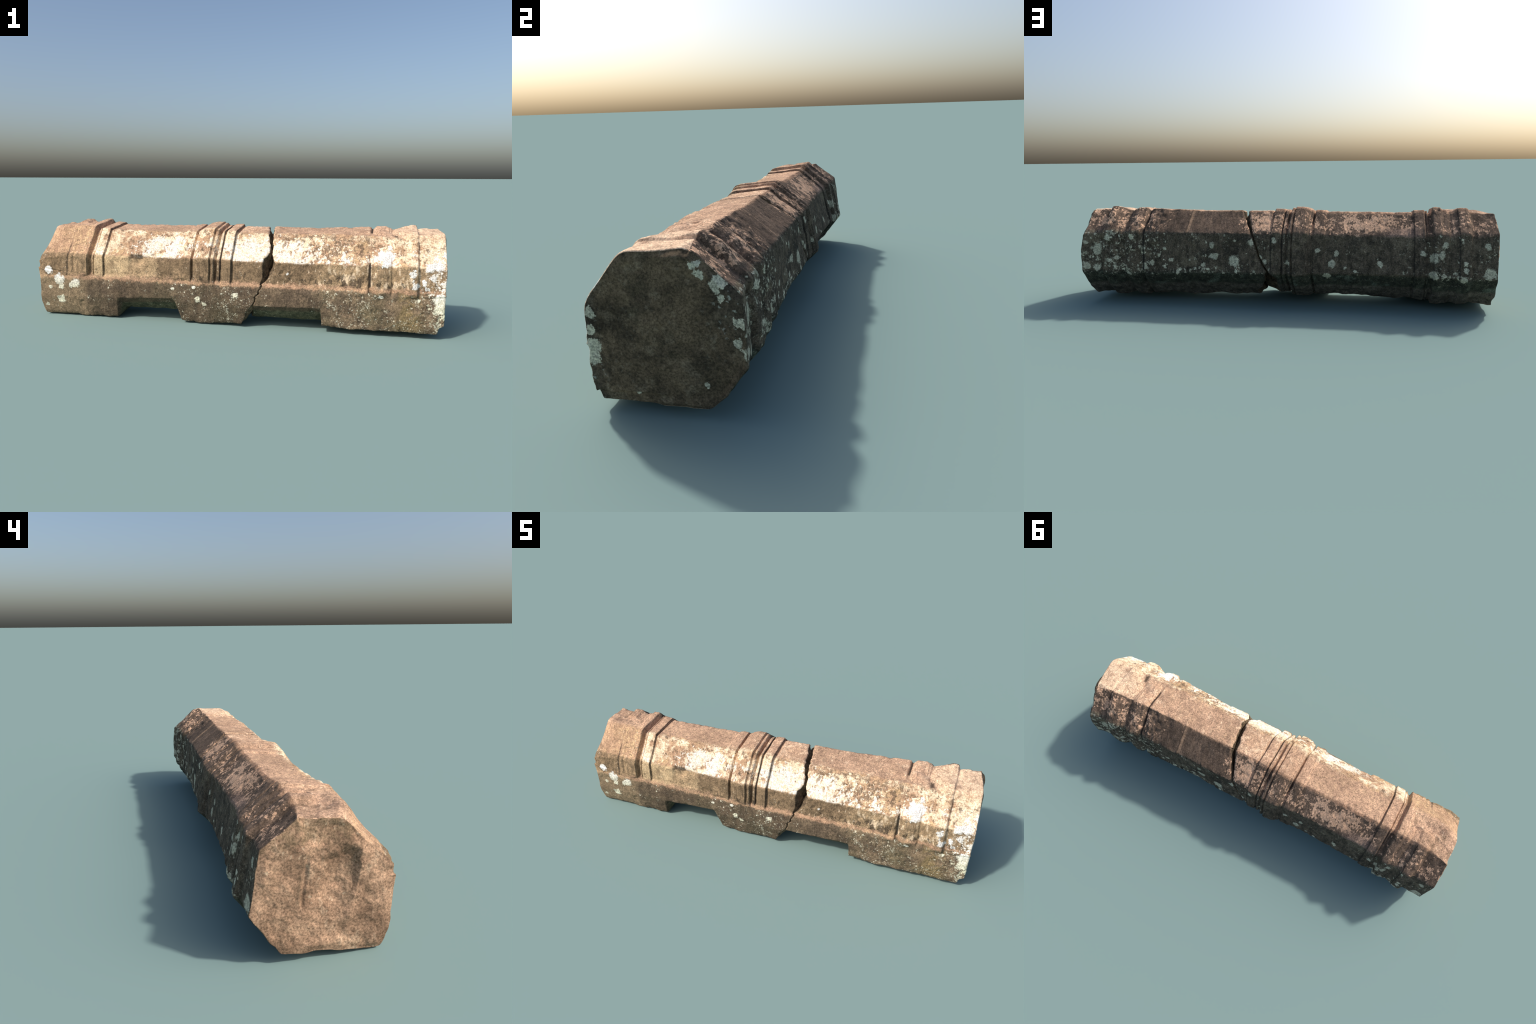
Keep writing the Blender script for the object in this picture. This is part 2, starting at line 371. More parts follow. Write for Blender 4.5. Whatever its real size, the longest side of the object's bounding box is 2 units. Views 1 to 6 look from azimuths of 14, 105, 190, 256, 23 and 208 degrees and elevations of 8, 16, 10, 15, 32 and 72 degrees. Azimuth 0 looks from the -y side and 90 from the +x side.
#MATERIALS#
# ------------------------------------------------------------------ materials
# Linear base colours of the stone and of what grows on it
TAN = (.43, .27, .17); TAN_DARK = (.20, .122, .072); OCHRE = (.46, .31, .175); CREAM = (.78, .60, .415)
WHITE = (.88, .82, .72); PINK = (.76, .48, .31); GREY_BROWN = (.120, .088, .060); FILM = (.062, .049, .034)
LICHEN = (.64, .60, .44); OLIVE = (.13, .115, .065); GREEN = (.060, .072, .046); GROOVE_DARK = (.030, .025, .021)
RUST = (.30, .15, .07)

# pale lichen rosettes: x, y, z, radius
REAR_SPOTS = [(0.211, 0.212, 0.232, 0.027), (0.123, 0.212, 0.323, 0.019), (0.318, 0.212, 0.308, 0.013), (0.303, 0.212, 0.254, 0.016), (0.323, 0.212, 0.253, 0.012), (0.587, 0.212, 0.253, 0.009), (0.527, 0.212, 0.232, 0.012), (0.432, 0.212, 0.235, 0.006), (0.206, 0.212, 0.327, 0.008), (0.907, 0.225, 0.280, 0.027), (0.847, 0.225, 0.340, 0.017), (0.557, 0.212, 0.287, 0.010), (0.361, 0.212, 0.209, 0.013), (0.401, 0.212, 0.193, 0.010), (0.492, 0.212, 0.177, 0.010), (0.080, 0.212, 0.254, 0.012), (0.059, 0.212, 0.231, 0.012), (0.015, 0.212, 0.334, 0.013), (-0.049, 0.22, 0.233, 0.012), (0.962, 0.235, 0.316, 0.012), (0.727, 0.225, 0.342, 0.014), (0.622, 0.212, 0.217, 0.012), (0.802, 0.225, 0.238, 0.012), (0.964, 0.24, 0.196, 0.022), (0.911, 0.235, 0.190, 0.017), (0.664, 0.212, 0.201, 0.015)]
REAR_SPOTS += [(-0.765, 0.212, 0.323, 0.016), (-0.948, 0.205, 0.320, 0.014), (-0.257, 0.21, 0.227, 0.019), (-0.282, 0.21, 0.274, 0.012), (-0.234, 0.205, 0.172, 0.018), (-0.479, 0.205, 0.232, 0.011), (-0.752, 0.216, 0.280, 0.018), (-0.719, 0.212, 0.266, 0.021), (-0.671, 0.208, 0.283, 0.013), (-0.854, 0.212, 0.246, 0.011), (-0.857, 0.212, 0.215, 0.011), (-0.959, 0.205, 0.200, 0.025), (-0.718, 0.215, 0.188, 0.017), (-0.759, 0.215, 0.185, 0.012), (-0.194, 0.208, 0.287, 0.012), (-0.365, 0.205, 0.197, 0.008), (-0.321, 0.205, 0.210, 0.007), (-0.847, 0.212, 0.174, 0.016)]
FRONT_SPOTS = [(-0.932, -0.228, 0.235, 0.020), (-0.873, -0.228, 0.194, 0.027), (-0.863, -0.225, 0.158, 0.016), (-0.782, -0.228, 0.176, 0.023), (-0.808, -0.228, 0.161, 0.012), (-0.960, -0.218, 0.052, 0.011), (-0.928, -0.227, 0.149, 0.010), (-0.867, -0.222, 0.091, 0.020), (-0.131, -0.225, 0.123, 0.015), (-0.099, -0.225, 0.107, 0.010), (0.055, -0.225, 0.158, 0.014), (-0.262, -0.225, 0.174, 0.008), (-0.152, -0.225, 0.182, 0.009)]
FRONT_SPOTS += [(0.856, -0.22, 0.293, 0.019), (0.867, -0.22, 0.241, 0.018), (0.929, -0.205, 0.319, 0.020), (0.964, -0.203, 0.325, 0.022), (0.906, -0.205, 0.250, 0.012), (0.940, -0.205, 0.273, 0.014), (0.920, -0.205, 0.230, 0.010), (0.971, -0.208, 0.176, 0.027), (0.969, -0.205, 0.134, 0.022), (0.750, -0.195, 0.352, 0.028), (0.723, -0.19, 0.360, 0.020), (0.754, -0.165, 0.395, 0.010), (0.738, -0.205, 0.325, 0.015), (0.721, -0.213, 0.182, 0.008), (0.298, -0.205, 0.264, 0.007)]
END_SPOTS = [(0.985, 0.112, 0.429, 0.012), (0.985, 0.123, 0.406, 0.014), (0.985, 0.168, 0.385, 0.021), (0.985, 0.160, 0.369, 0.012), (0.985, 0.172, 0.346, 0.011), (0.985, 0.217, 0.285, 0.017), (0.995, -0.182, 0.287, 0.018), (0.995, -0.186, 0.241, 0.015), (0.995, -0.186, 0.199, 0.022), (0.995, -0.190, 0.164, 0.023), (0.985, 0.210, 0.230, 0.015), (0.985, 0.237, 0.205, 0.018), (0.98, -0.077, 0.064, 0.012), (0.98, -0.122, 0.071, 0.008), (0.98, 0.124, 0.110, 0.009)]

class Nodes:
    def __init__(self, name):
        self.mat = bpy.data.materials.new(name); self.mat.use_nodes = True
        self.t = self.mat.node_tree; self.t.nodes.clear()
        self.pos = self.new("ShaderNodeTexCoord").outputs["Object"]
        s = self.new("ShaderNodeSeparateXYZ"); self.t.links.new(self.pos, s.inputs[0])
        self.x, self.y, self.z = s.outputs
    def new(self, kind): return self.t.nodes.new(kind)
    def put(self, sock, v):
        if isinstance(v, bpy.types.NodeSocket): self.t.links.new(v, sock)
        elif isinstance(v, (tuple, list)) and len(v) == 3 and sock.type == "RGBA": sock.default_value = (*v, 1)
        else: sock.default_value = v
    def m(self, op, a, b=0.0, c=0.0, clamp=False):
        n = self.new("ShaderNodeMath"); n.operation = op; n.use_clamp = clamp
        for i, v in enumerate((a, b, c)): self.put(n.inputs[i], v)
        return n.outputs[0]
    def add(self, a, b): return self.m("ADD", a, b)
    def mul(self, a, b): return self.m("MULTIPLY", a, b)
    def inv(self, a): return self.m("SUBTRACT", 1.0, a)
    def step(self, v, a, b, lo=0.0, hi=1.0):
        n = self.new("ShaderNodeMapRange"); n.interpolation_type = "SMOOTHSTEP"
        self.put(n.inputs["Value"], v); self.put(n.inputs["From Min"], a); self.put(n.inputs["From Max"], b)
        self.put(n.inputs["To Min"], lo); self.put(n.inputs["To Max"], hi)
        return n.outputs[0]
    def zone(self, v, a, b, s): return self.mul(self.step(v, a - s, a + s), self.inv(self.step(v, b - s, b + s)))
    def stretch(self, sx, sy, sz):
        n = self.new("ShaderNodeVectorMath"); n.operation = "MULTIPLY"
        self.put(n.inputs[0], self.pos); n.inputs[1].default_value = (sx, sy, sz)
        return n.outputs[0]
    def noise(self, scale, detail=4, rough=.55, vec=None, dist=0.0, seed=0.0, color=False):
        n = self.new("ShaderNodeTexNoise"); n.noise_dimensions = "4D"
        self.put(n.inputs["Vector"], vec or self.pos); n.inputs["W"].default_value = seed
        n.inputs["Scale"].default_value = scale; n.inputs["Detail"].default_value = detail
        n.inputs["Roughness"].default_value = rough; n.inputs["Distortion"].default_value = dist
        return n.outputs["Color" if color else "Fac"]
    def mix(self, f, a, b, mode="MIX"):
        n = self.new("ShaderNodeMix"); n.data_type = "RGBA"; n.blend_type = mode
        self.put(n.inputs[0], f); self.put(n.inputs[6], a); self.put(n.inputs[7], b)
        return n.outputs[2]
    def ramp(self, v, stops):
        n = self.new("ShaderNodeValToRGB"); e = n.color_ramp.elements
        while len(e) < len(stops): e.new(.5)
        for el, (p, g) in zip(e, stops): el.position = p; el.color = (g, g, g, 1)
        self.put(n.inputs[0], v)
        return n.outputs[0]
    def along(self, pts, x=None):              # value given at positions along the column
        return self.ramp(self.m("MULTIPLY_ADD", x or self.x, .5, .5), [((p + 1) / 2, g) for p, g in pts])
    def cover(self, n, density, soft=.02):       # patches of noise n, density 0..1 of the area
        th = self.m("MULTIPLY_ADD", density, -.32, .66)
        return self.step(n, th, self.add(th, soft))
    def rosettes(self, spots, warp, flat):
        out = None           # 'flat' squeezes the axis across the face, so that a spot lies on it
        sq = self.new("ShaderNodeVectorMath"); sq.operation = "MULTIPLY"
        self.put(sq.inputs[0], warp); sq.inputs[1].default_value = flat; warp = sq.outputs[0]
        for (px, py, pz, r) in spots:
            d = self.new("ShaderNodeVectorMath"); d.operation = "DISTANCE"
            self.put(d.inputs[0], warp); d.inputs[1].default_value = (px * flat[0], py * flat[1], pz * flat[2])
            v = self.m("MULTIPLY_ADD", d.outputs["Value"], -1 / r, 1.0)
            out = v if out is None else self.m("MAXIMUM", out, v)
        return out
    def specks(self, scale, size, seed=0.0, sharp=.10):  # little round colonies of random size
        o = self.new("ShaderNodeVectorMath"); self.put(o.inputs[0], self.fray); o.inputs[1].default_value = (seed, seed * .7, seed * .3)
        n = self.new("ShaderNodeTexVoronoi"); n.inputs["Scale"].default_value = scale
        self.put(n.inputs["Vector"], o.outputs[0])
        s = self.new("ShaderNodeSeparateColor"); self.put(s.inputs[0], n.outputs["Color"])
        r = self.m("MULTIPLY", self.m("POWER", s.outputs[0], 2.2), size)
        return self.step(n.outputs["Distance"], self.m("SUBTRACT", r, sharp * .0), self.m("SUBTRACT", r, sharp)), s.outputs[1]
    def finish(self, col, height, strength, dist=.004, rough=.93):
        b = self.new("ShaderNodeBsdfPrincipled"); o = self.new("ShaderNodeOutputMaterial")
        bp = self.new("ShaderNodeBump"); bp.inputs["Strength"].default_value = strength; bp.inputs["Distance"].default_value = dist
        self.put(bp.inputs["Height"], height)
        self.put(b.inputs["Base Color"], col); self.put(b.inputs["Normal"], bp.outputs[0])
        b.inputs["Roughness"].default_value = rough; b.inputs["Specular IOR Level"].default_value = .15
        self.t.links.new(b.outputs[0], o.inputs[0])
        return self.mat

def grain(N, col, fine, mid, amount=.55):
    f = N.step(fine, .26, .74, 1 - amount, 1 + amount)
    g = N.mul(N.step(mid, .30, .70, .80, 1.18), N.step(N.noise(6, 4, .6, seed=50), .32, .68, .84, 1.14))
    s = N.mul(f, g)
    c = N.new("ShaderNodeCombineColor")
    for i in range(3): N.put(c.inputs[i], s)
    return N.mix(1.0, col, c.outputs[0], "MULTIPLY")

def warped(N, amt, scale, seed=9.0):
    n = N.noise(scale, 4, .7, color=True, seed=seed)
    a = N.new("ShaderNodeVectorMath"); a.operation = "MULTIPLY_ADD"
    N.put(a.inputs[0], n); a.inputs[1].default_value = (amt,) * 3
    off = N.new("ShaderNodeVectorMath"); off.operation = "SUBTRACT"
    N.put(off.inputs[0], N.pos); off.inputs[1].default_value = (amt / 2,) * 3
    N.put(a.inputs[2], off.outputs[0])
    return a.outputs[0]

GROOVES = [(-.828, .6), (-.800, .7), (-.793, .5), (-.716, 1), (-.707, 1), (-.692, .9), (-.635, 1), (-.169, 1), (-.152, .4), (-.074, .9), (-.050, 1), (-.0235, .8), (.033, 1)]
GROOVES_R = [(.448, .12), (.580, .3), (.672, 1), (.700, .4), (.750, .4), (.770, 1), (.800, .5), (.884, 1)]
def groove_mask(N, x, table, w=.0042):
    pts = [(-1, 0)]
    for p, s in table:
        pts += [(p - w, 0), (p, s), (p + w * 1.1, 0)]
    pts = sorted(pts)[:32]
    return N.along(pts, x)

def stone_material(name, spots, rear):
    N = Nodes(name)
    phi = N.m("MULTIPLY", N.m("ARCTAN2", N.m("SUBTRACT", N.z, .24), N.add(N.y, .01)), 57.2958)
    phi = N.add(phi, N.mul(N.m("LESS_THAN", phi, -90.0), 360.0))
    fine = N.noise(170, 5, .72, seed=1); mid = N.noise(38, 5, .62, seed=2); big = N.noise(7, 4, .55, seed=3)
    rag = N.noise(26, 5, .65, seed=4)
    phr = N.m("MULTIPLY_ADD", N.m("SUBTRACT", rag, .5), 26.0, phi)          # ragged bearing
    phs = N.m("MULTIPLY_ADD", N.m("SUBTRACT", mid, .5), 7.0, phi)           # slightly uneven bearing
    patch = N.m("MULTIPLY_ADD", N.noise(13, 6, .62, seed=5), .62, N.mul(N.noise(48, 4, .6, seed=6), .38))
    warp = warped(N, .040, 40); N.fray = warped(N, .026, 85, 29.0)
    xg = N.m("MULTIPLY_ADD", N.m("SUBTRACT", mid, .5), .006, N.x)
    col = N.mix(N.step(big, .35, .65), TAN, N.mix(N.step(mid, .4, .6), TAN, OCHRE))
    col = N.mix(N.mul(N.cover(patch, .35, .10), .55), col, TAN_DARK)
    height = N.m("MULTIPLY_ADD", fine, .5, N.mul(mid, .6))
    if not rear:
        streak = N.noise(1, 5, .6, vec=N.stretch(48, 48, 17), seed=7)
        # top face: rubbed, pinkish, dark pores
        top = N.inv(N.step(phs, 112, 116))
        col = N.mix(N.mul(top, .6), col, (.53, .34, .23))
        col = N.mix(N.mul(top, N.mul(N.cover(N.noise(75, 6, .75, seed=31), .42, .08), .55)), col, (.17, .115, .078))
        col = N.mix(N.mul(top, N.mul(N.cover(N.noise(12, 6, .70, seed=32), .34, .12), .45)), col, (.24, .16, .105))
        col = N.mix(N.mul(top, N.mul(N.cover(N.noise(34, 6, .72, seed=33), N.along([(-1, .1), (-.3, .12), (-.05, .35), (.1, .5), (.3, .35), (.6, .35), (.85, .6), (1, .6)]), .05), .6)), col, (.66, .47, .32))
        # light bleached band on the top of the worn right end
        col = N.mix(N.mul(N.mul(top, N.step(N.x, .70, .88)), N.mul(N.step(mid, .30, .55), .75)), col, (.74, .53, .36))
        lower0 = N.step(phs, 170, 186)
        # front shoulder: cream ground with white lichen crust, dark bare patches between
        shoulder = N.zone(phr, 115, 159, 3)
        cream = N.along([(-1, .10), (-.72, .15), (-.69, .75), (-.6, .66), (-.48, .5), (-.3, .62), (-.1, .62), (.05, .75), (.2, .75), (.4, .62), (.55, .52), (.75, .6), (.9, .8), (1, .85)])
        col = N.mix(N.mul(shoulder, N.cover(patch, cream, .10)), col, CREAM)
        dens = N.along([(-1, .0), (-.72, .03), (-.69, .46), (-.60, .22), (-.52, .28), (-.42, .58), (-.30, .65), (-.20, .52), (-.1, .46), (0, .52), (.05, .67), (.17, .70), (.21, .52), (.30, .62), (.42, .54), (.52, .44), (.66, .40), (.74, .50), (.82, .26), (.95, .48), (1, .4)])
        low = N.m("MULTIPLY_ADD", N.step(phi, 114, 136), .60, .40)
        white = N.mul(N.cover(N.m("MULTIPLY_ADD", N.noise(17, 6, .70, seed=8), .60, N.mul(N.noise(85, 5, .68, seed=12, vec=N.stretch(1.2, 1, .75)), .40)), N.mul(dens, low), .025), shoulder)
        bare = N.mul(shoulder, N.mul(N.cover(N.noise(42, 6, .70, seed=13), N.along([(-1, .15), (-.7, .25), (-.5, .30), (-.1, .38), (.1, .25), (.25, .48), (.5, .58), (.66, .45), (.8, .35), (1, .30)]), .05), .80))
        col = N.mix(bare, col, (.165, .115, .075))
        stain = N.mul(N.inv(N.step(N.x, -.76, -.70)), N.inv(lower0))
        col = N.mix(N.mul(stain, N.mul(N.cover(N.noise(1, 6, .7, vec=N.stretch(34, 20, 20), seed=51), .42, .08), .6)), col, (.21, .14, .09))
        col = N.mix(N.mul(stain, N.mul(N.cover(N.noise(52, 5, .7, seed=52), .22, .04), .6)), col, (.70, .52, .36))
        col = N.mix(white, col, N.mix(N.step(mid, .40, .62), WHITE, CREAM))
        # upright front face: brown, streaked, with lime runs below the crust
        face = N.zone(phs, 158, 187, 1.5)
        pit = N.mul(N.mul(N.cover(N.noise(27, 6, .70, seed=44), .20, .04), shoulder), N.step(N.x, -.70, -.60))
        col = N.mix(N.mul(pit, .75), col, (.20, .14, .09))
        fcol = N.mix(N.step(streak, .34, .66), (.17, .118, .072), (.30, .205, .12))
        fcol = N.mix(N.mul(N.cover(N.noise(22, 6, .7, seed=34), .40, .08), .6), fcol, (.40, .27, .16))
        fcol = N.mix(N.zone(N.x, -.36, .44, .03), fcol, N.mix(.40, fcol, (.09, .062, .04)))
        bleach = N.mul(N.along([(-1, 0), (-.70, .1), (-.68, .8), (-.50, .95), (-.485, .3), (-.36, .55), (-.34, .08), (-.2, .12), (.40, .05), (.48, .35), (.60, .45), (.63, .1), (.75, .35), (1, .25)], N.m("MULTIPLY_ADD", N.m("SUBTRACT", rag, .5), .16, N.x)), N.m("MULTIPLY_ADD", N.step(patch, .36, .60), .7, .3))
        fcol = N.mix(bleach, fcol, (.52, .38, .225))
        runs = N.mul(N.cover(N.m("MULTIPLY_ADD", streak, .5, N.mul(patch, .5)), N.along([(-1, .1), (-.4, .15), (.2, .2), (.3, .32), (.6, .48), (.8, .42), (1, .5)]), .03), .75)
        fcol = N.mix(runs, fcol, (.60, .47, .33))
        fcol = N.mix(N.mul(N.cover(N.noise(1, 5, .6, vec=N.stretch(50, 50, 24), seed=17), N.along([(-1, .15), (-.6, .1), (0, .3), (.2, .25), (.44, .3), (.5, .52), (.62, .55), (.66, .4), (1, .3)]), .05), N.mul(N.step(phr, 164, 180), .85)), fcol, (.065, .048, .034))
        col = N.mix(face, col, fcol)
        # ledge: pink sandstone rubbed clean on top, dark crusted riser below
        phl = N.m("MULTIPLY_ADD", N.m("SUBTRACT", rag, .5), 14.0, phs)
        ledge = N.zone(phl, 184.8, 190.3, 1.6)
        lower = N.step(phl, 188.5, 192.5)
        lcol = N.mix(N.step(N.noise(24, 6, .70, seed=19), .36, .66), GREY_BROWN, (.235, .17, .108))
        lcol = N.mix(N.mul(N.cover(N.noise(9, 5, .6, seed=36), .38, .14), .55), lcol, (.085, .064, .046))
        lcol = N.mix(N.mul(N.cover(N.noise(1, 5, .6, vec=N.stretch(40, 40, 20), seed=20), .40, .12), .6), lcol, (.085, .062, .045))
        lcol = N.mix(N.mul(N.step(big, .45, .7), .5), lcol, OLIVE)
        lcol = N.mix(N.mul(N.zone(N.x, .80, .905, .03), N.mul(N.step(patch, .40, .60), .6)), lcol, (.32, .235, .105))
        lcol = N.mix(N.mul(N.inv(N.step(N.x, -.76, -.70)), .55), lcol, (.30, .22, .135))
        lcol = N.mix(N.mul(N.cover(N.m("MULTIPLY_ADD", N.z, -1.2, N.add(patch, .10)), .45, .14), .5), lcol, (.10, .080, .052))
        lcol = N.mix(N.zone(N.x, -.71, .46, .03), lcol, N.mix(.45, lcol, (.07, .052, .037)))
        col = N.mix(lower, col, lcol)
        col = N.mix(N.mul(ledge, N.mul(N.step(N.x, -.90, -.76), N.mul(N.step(rag, .34, .56), N.step(fine, .34, .60, .1, .75)))), col, (.40, .25, .165))
        # dark green colour in the hollows between the feet, on the old octagon chamfer
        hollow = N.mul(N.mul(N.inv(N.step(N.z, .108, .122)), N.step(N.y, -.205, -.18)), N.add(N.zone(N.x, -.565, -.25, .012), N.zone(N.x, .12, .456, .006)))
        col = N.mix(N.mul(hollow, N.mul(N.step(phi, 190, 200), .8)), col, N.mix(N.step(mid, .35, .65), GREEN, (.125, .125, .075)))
        # fine pale specks on the feet and the riser
        sp, sv = N.specks(70, .42, 3.0); sp2, sv2 = N.specks(150, .46, 5.0)
        spd = N.along([(-1, .25), (-.7, .35), (-.2, .5), (0, .8), (.15, .55), (.3, .25), (.45, .6), (.6, .8), (.8, .6), (1, .9)])
        s1 = N.mul(N.m("MAXIMUM", sp, N.mul(sp2, .9)), N.mul(N.cover(N.noise(16, 3, .6, seed=22), spd, .12), lower))
        scurf = N.mul(N.cover(N.m("MULTIPLY_ADD", N.noise(20, 5, .65, seed=37), .45, N.mul(N.noise(130, 5, .7, seed=38), .55)), N.mul(spd, .42), .03), lower)
        s1 = N.m("MAXIMUM", s1, N.mul(scurf, .8))
        col = N.mix(s1, col, N.mix(sv, (.50, .45, .33), (.62, .62, .50)))
        s2 = N.mul(N.mul(sp2, N.inv(lower)), N.mul(N.cover(N.noise(14, 3, .6, seed=23), .35, .1), N.step(phi, 118, 124)))
        col = N.mix(s2, col, (.74, .66, .52))
        # thick white crust running down the right-hand end
        cr = N.m("MULTIPLY_ADD", N.noise(1, 5, .66, vec=N.stretch(30, 30, 22), seed=39), .55, N.mul(N.noise(105, 5, .68, seed=45), .45))
        crd = N.along([(.5, 0), (.66, .0), (.70, .10), (.80, .12), (.86, .26), (.92, .36), (.965, .48), (1, .56)])
        cr = N.mul(N.cover(cr, crd, .03), N.mul(N.zone(phr, 132, 224, 5), N.step(N.x, .80, .86)))
        col = N.mix(N.mul(cr, N.step(fine, .28, .46, .45, 1)), col, N.mix(N.step(N.z, .14, .24), (.62, .60, .44), (.86, .80, .70)))
        wedge = N.mul(N.zone(xg, .772, .792, .006), N.mul(N.zone(phs, 98, 114, 3), N.step(rag, .38, .52)))
        col = N.mix(N.mul(wedge, .8), col, (.06, .045, .034))
        dent_shadow = N.mul(N.zone(N.m("MULTIPLY_ADD", N.m("SUBTRACT", rag, .5), .05, N.x), -.492, -.425, .008), N.zone(phs, 155, 160.5, 1.5))
        col = N.mix(N.mul(dent_shadow, .75), col, (.07, .05, .035))  # darkens the dent's upper edge with the shadow seen there
        crust = N.mix(N.step(N.z, .14, .24), (.66, .63, .48), (.86, .82, .76))
        groovezone = N.inv(N.step(phs, 185, 187.5))
    else:
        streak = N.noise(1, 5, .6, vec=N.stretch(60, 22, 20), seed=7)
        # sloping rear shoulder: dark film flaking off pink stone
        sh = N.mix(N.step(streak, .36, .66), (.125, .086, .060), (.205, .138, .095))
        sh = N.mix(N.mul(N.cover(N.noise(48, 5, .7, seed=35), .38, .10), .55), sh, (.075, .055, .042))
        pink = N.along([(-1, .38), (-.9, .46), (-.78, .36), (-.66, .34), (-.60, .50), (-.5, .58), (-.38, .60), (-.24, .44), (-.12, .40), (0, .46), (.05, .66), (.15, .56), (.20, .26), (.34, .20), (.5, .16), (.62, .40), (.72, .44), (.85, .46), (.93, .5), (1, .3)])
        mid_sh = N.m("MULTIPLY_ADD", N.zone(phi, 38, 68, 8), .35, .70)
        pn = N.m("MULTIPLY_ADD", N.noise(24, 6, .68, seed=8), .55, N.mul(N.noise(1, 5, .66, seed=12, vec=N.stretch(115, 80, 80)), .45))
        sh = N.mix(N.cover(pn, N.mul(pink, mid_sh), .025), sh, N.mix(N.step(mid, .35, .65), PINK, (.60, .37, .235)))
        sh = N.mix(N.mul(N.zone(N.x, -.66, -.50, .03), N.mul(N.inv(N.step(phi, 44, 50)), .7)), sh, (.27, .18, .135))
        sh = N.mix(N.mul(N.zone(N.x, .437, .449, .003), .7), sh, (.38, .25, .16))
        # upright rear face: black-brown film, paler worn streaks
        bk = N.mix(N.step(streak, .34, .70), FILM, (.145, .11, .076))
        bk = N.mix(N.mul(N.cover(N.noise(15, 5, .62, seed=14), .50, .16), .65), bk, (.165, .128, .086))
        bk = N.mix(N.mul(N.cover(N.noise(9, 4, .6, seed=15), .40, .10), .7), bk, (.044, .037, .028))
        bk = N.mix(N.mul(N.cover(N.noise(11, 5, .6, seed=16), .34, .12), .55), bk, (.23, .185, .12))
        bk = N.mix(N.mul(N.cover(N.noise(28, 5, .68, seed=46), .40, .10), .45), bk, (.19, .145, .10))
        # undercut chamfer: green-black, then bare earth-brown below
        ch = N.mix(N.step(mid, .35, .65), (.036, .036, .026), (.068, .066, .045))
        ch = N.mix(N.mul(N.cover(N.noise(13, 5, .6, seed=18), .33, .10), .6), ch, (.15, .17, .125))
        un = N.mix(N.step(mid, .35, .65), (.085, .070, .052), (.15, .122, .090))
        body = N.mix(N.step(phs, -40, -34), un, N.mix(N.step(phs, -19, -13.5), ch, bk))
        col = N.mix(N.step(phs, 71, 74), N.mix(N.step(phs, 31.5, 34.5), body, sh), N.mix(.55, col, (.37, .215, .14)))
        sp, sv = N.specks(62, .50, 3.0); sp2, sv2 = N.specks(150, .48, 5.0)
        spd = N.along([(-1, .50), (-.7, .55), (-.5, .25), (-.3, .30), (0, .35), (.1, .45), (.3, .5), (.5, .55), (.62, .85), (.8, .9), (1, .8)])
        area = N.zone(phs, -30, 33, 3)
        s1 = N.mul(N.m("MAXIMUM", sp, N.mul(sp2, .7)), N.mul(N.cover(N.noise(12, 4, .6, seed=22), spd, .12), area))
        s1 = N.mul(s1, N.m("MULTIPLY_ADD", N.step(phs, -17, -12), .6, .4))
        col = N.mix(s1, col, N.mix(sv, (.34, .31, .215), LICHEN))
        cr = N.m("MULTIPLY_ADD", N.noise(19, 5, .62, seed=40), .45, N.mul(N.noise(62, 5, .68, seed=41), .55))
        crd = N.along([(-1, .30), (-.9, .22), (-.72, .32), (-.6, .16), (-.2, .14), (0, .16), (.08, .26), (.3, .24), (.5, .26), (.6, .34), (.78, .40), (.92, .38), (1, .34)])
        crd = N.m("MULTIPLY_ADD", N.zone(phs, -18, -8, 3), .09, crd)
        cr = N.mul(N.cover(cr, crd, .035), N.zone(phs, -19, 32.5, 2))
        col = N.mix(N.mul(cr, N.step(fine, .30, .48, .35, .95)), col, N.mix(N.step(mid, .38, .60), (.36, .34, .235), LICHEN))
        dust = N.mul(N.mul(sp2, area), .45)
        col = N.mix(dust, col, (.30, .26, .20))
        crust = N.mix(N.step(mid, .40, .62), LICHEN, (.50, .46, .33))
        groovezone = N.mul(N.step(phs, -22, -14), N.inv(N.step(phs, 73, 75)))
    ros = N.rosettes(spots, warp, (1, .15, 1))
    ros = N.m("MULTIPLY_ADD", N.m("SUBTRACT", N.noise(48, 5, .75, seed=24), .5), 1.7 if rear else 2.3, ros)
    rm = N.mul(N.step(ros, -.12, .20 if rear else .10), N.m("MULTIPLY_ADD", N.step(fine, .30, .50), .35, .55 if rear else .65))
    col = N.mix(rm, col, crust)
    if not rear:
        lost_r = N.mul(N.step(N.x, .50, .56), N.m("MAXIMUM", N.zone(phr, 98, 120, 4), N.mul(N.zone(phr, 110, 152, 4), N.inv(N.step(N.x, .86, .87)))))
        lost_l = N.mul(N.inv(N.step(N.x, -.765, -.755)), N.inv(N.step(phr, 136, 146)))
        groovezone = N.mul(groovezone, N.inv(N.m("MAXIMUM", lost_r, lost_l)))
    groovezone = N.mul(groovezone, N.m("MULTIPLY_ADD", N.step(rag, .34, .48), .25, .75))
    gr = N.mul(N.m("MAXIMUM", groove_mask(N, xg, GROOVES[:10]), groove_mask(N, xg, GROOVES[10:] + GROOVES_R)), groovezone)
    col = N.mix(N.mul(N.step(gr, .12, .70), .92), col, GROOVE_DARK)  # groove lines coloured near black
    col = grain(N, col, fine, mid, .62)
    height = N.m("MULTIPLY_ADD", rm, .35, height)
    return N.finish(col, height, .8)

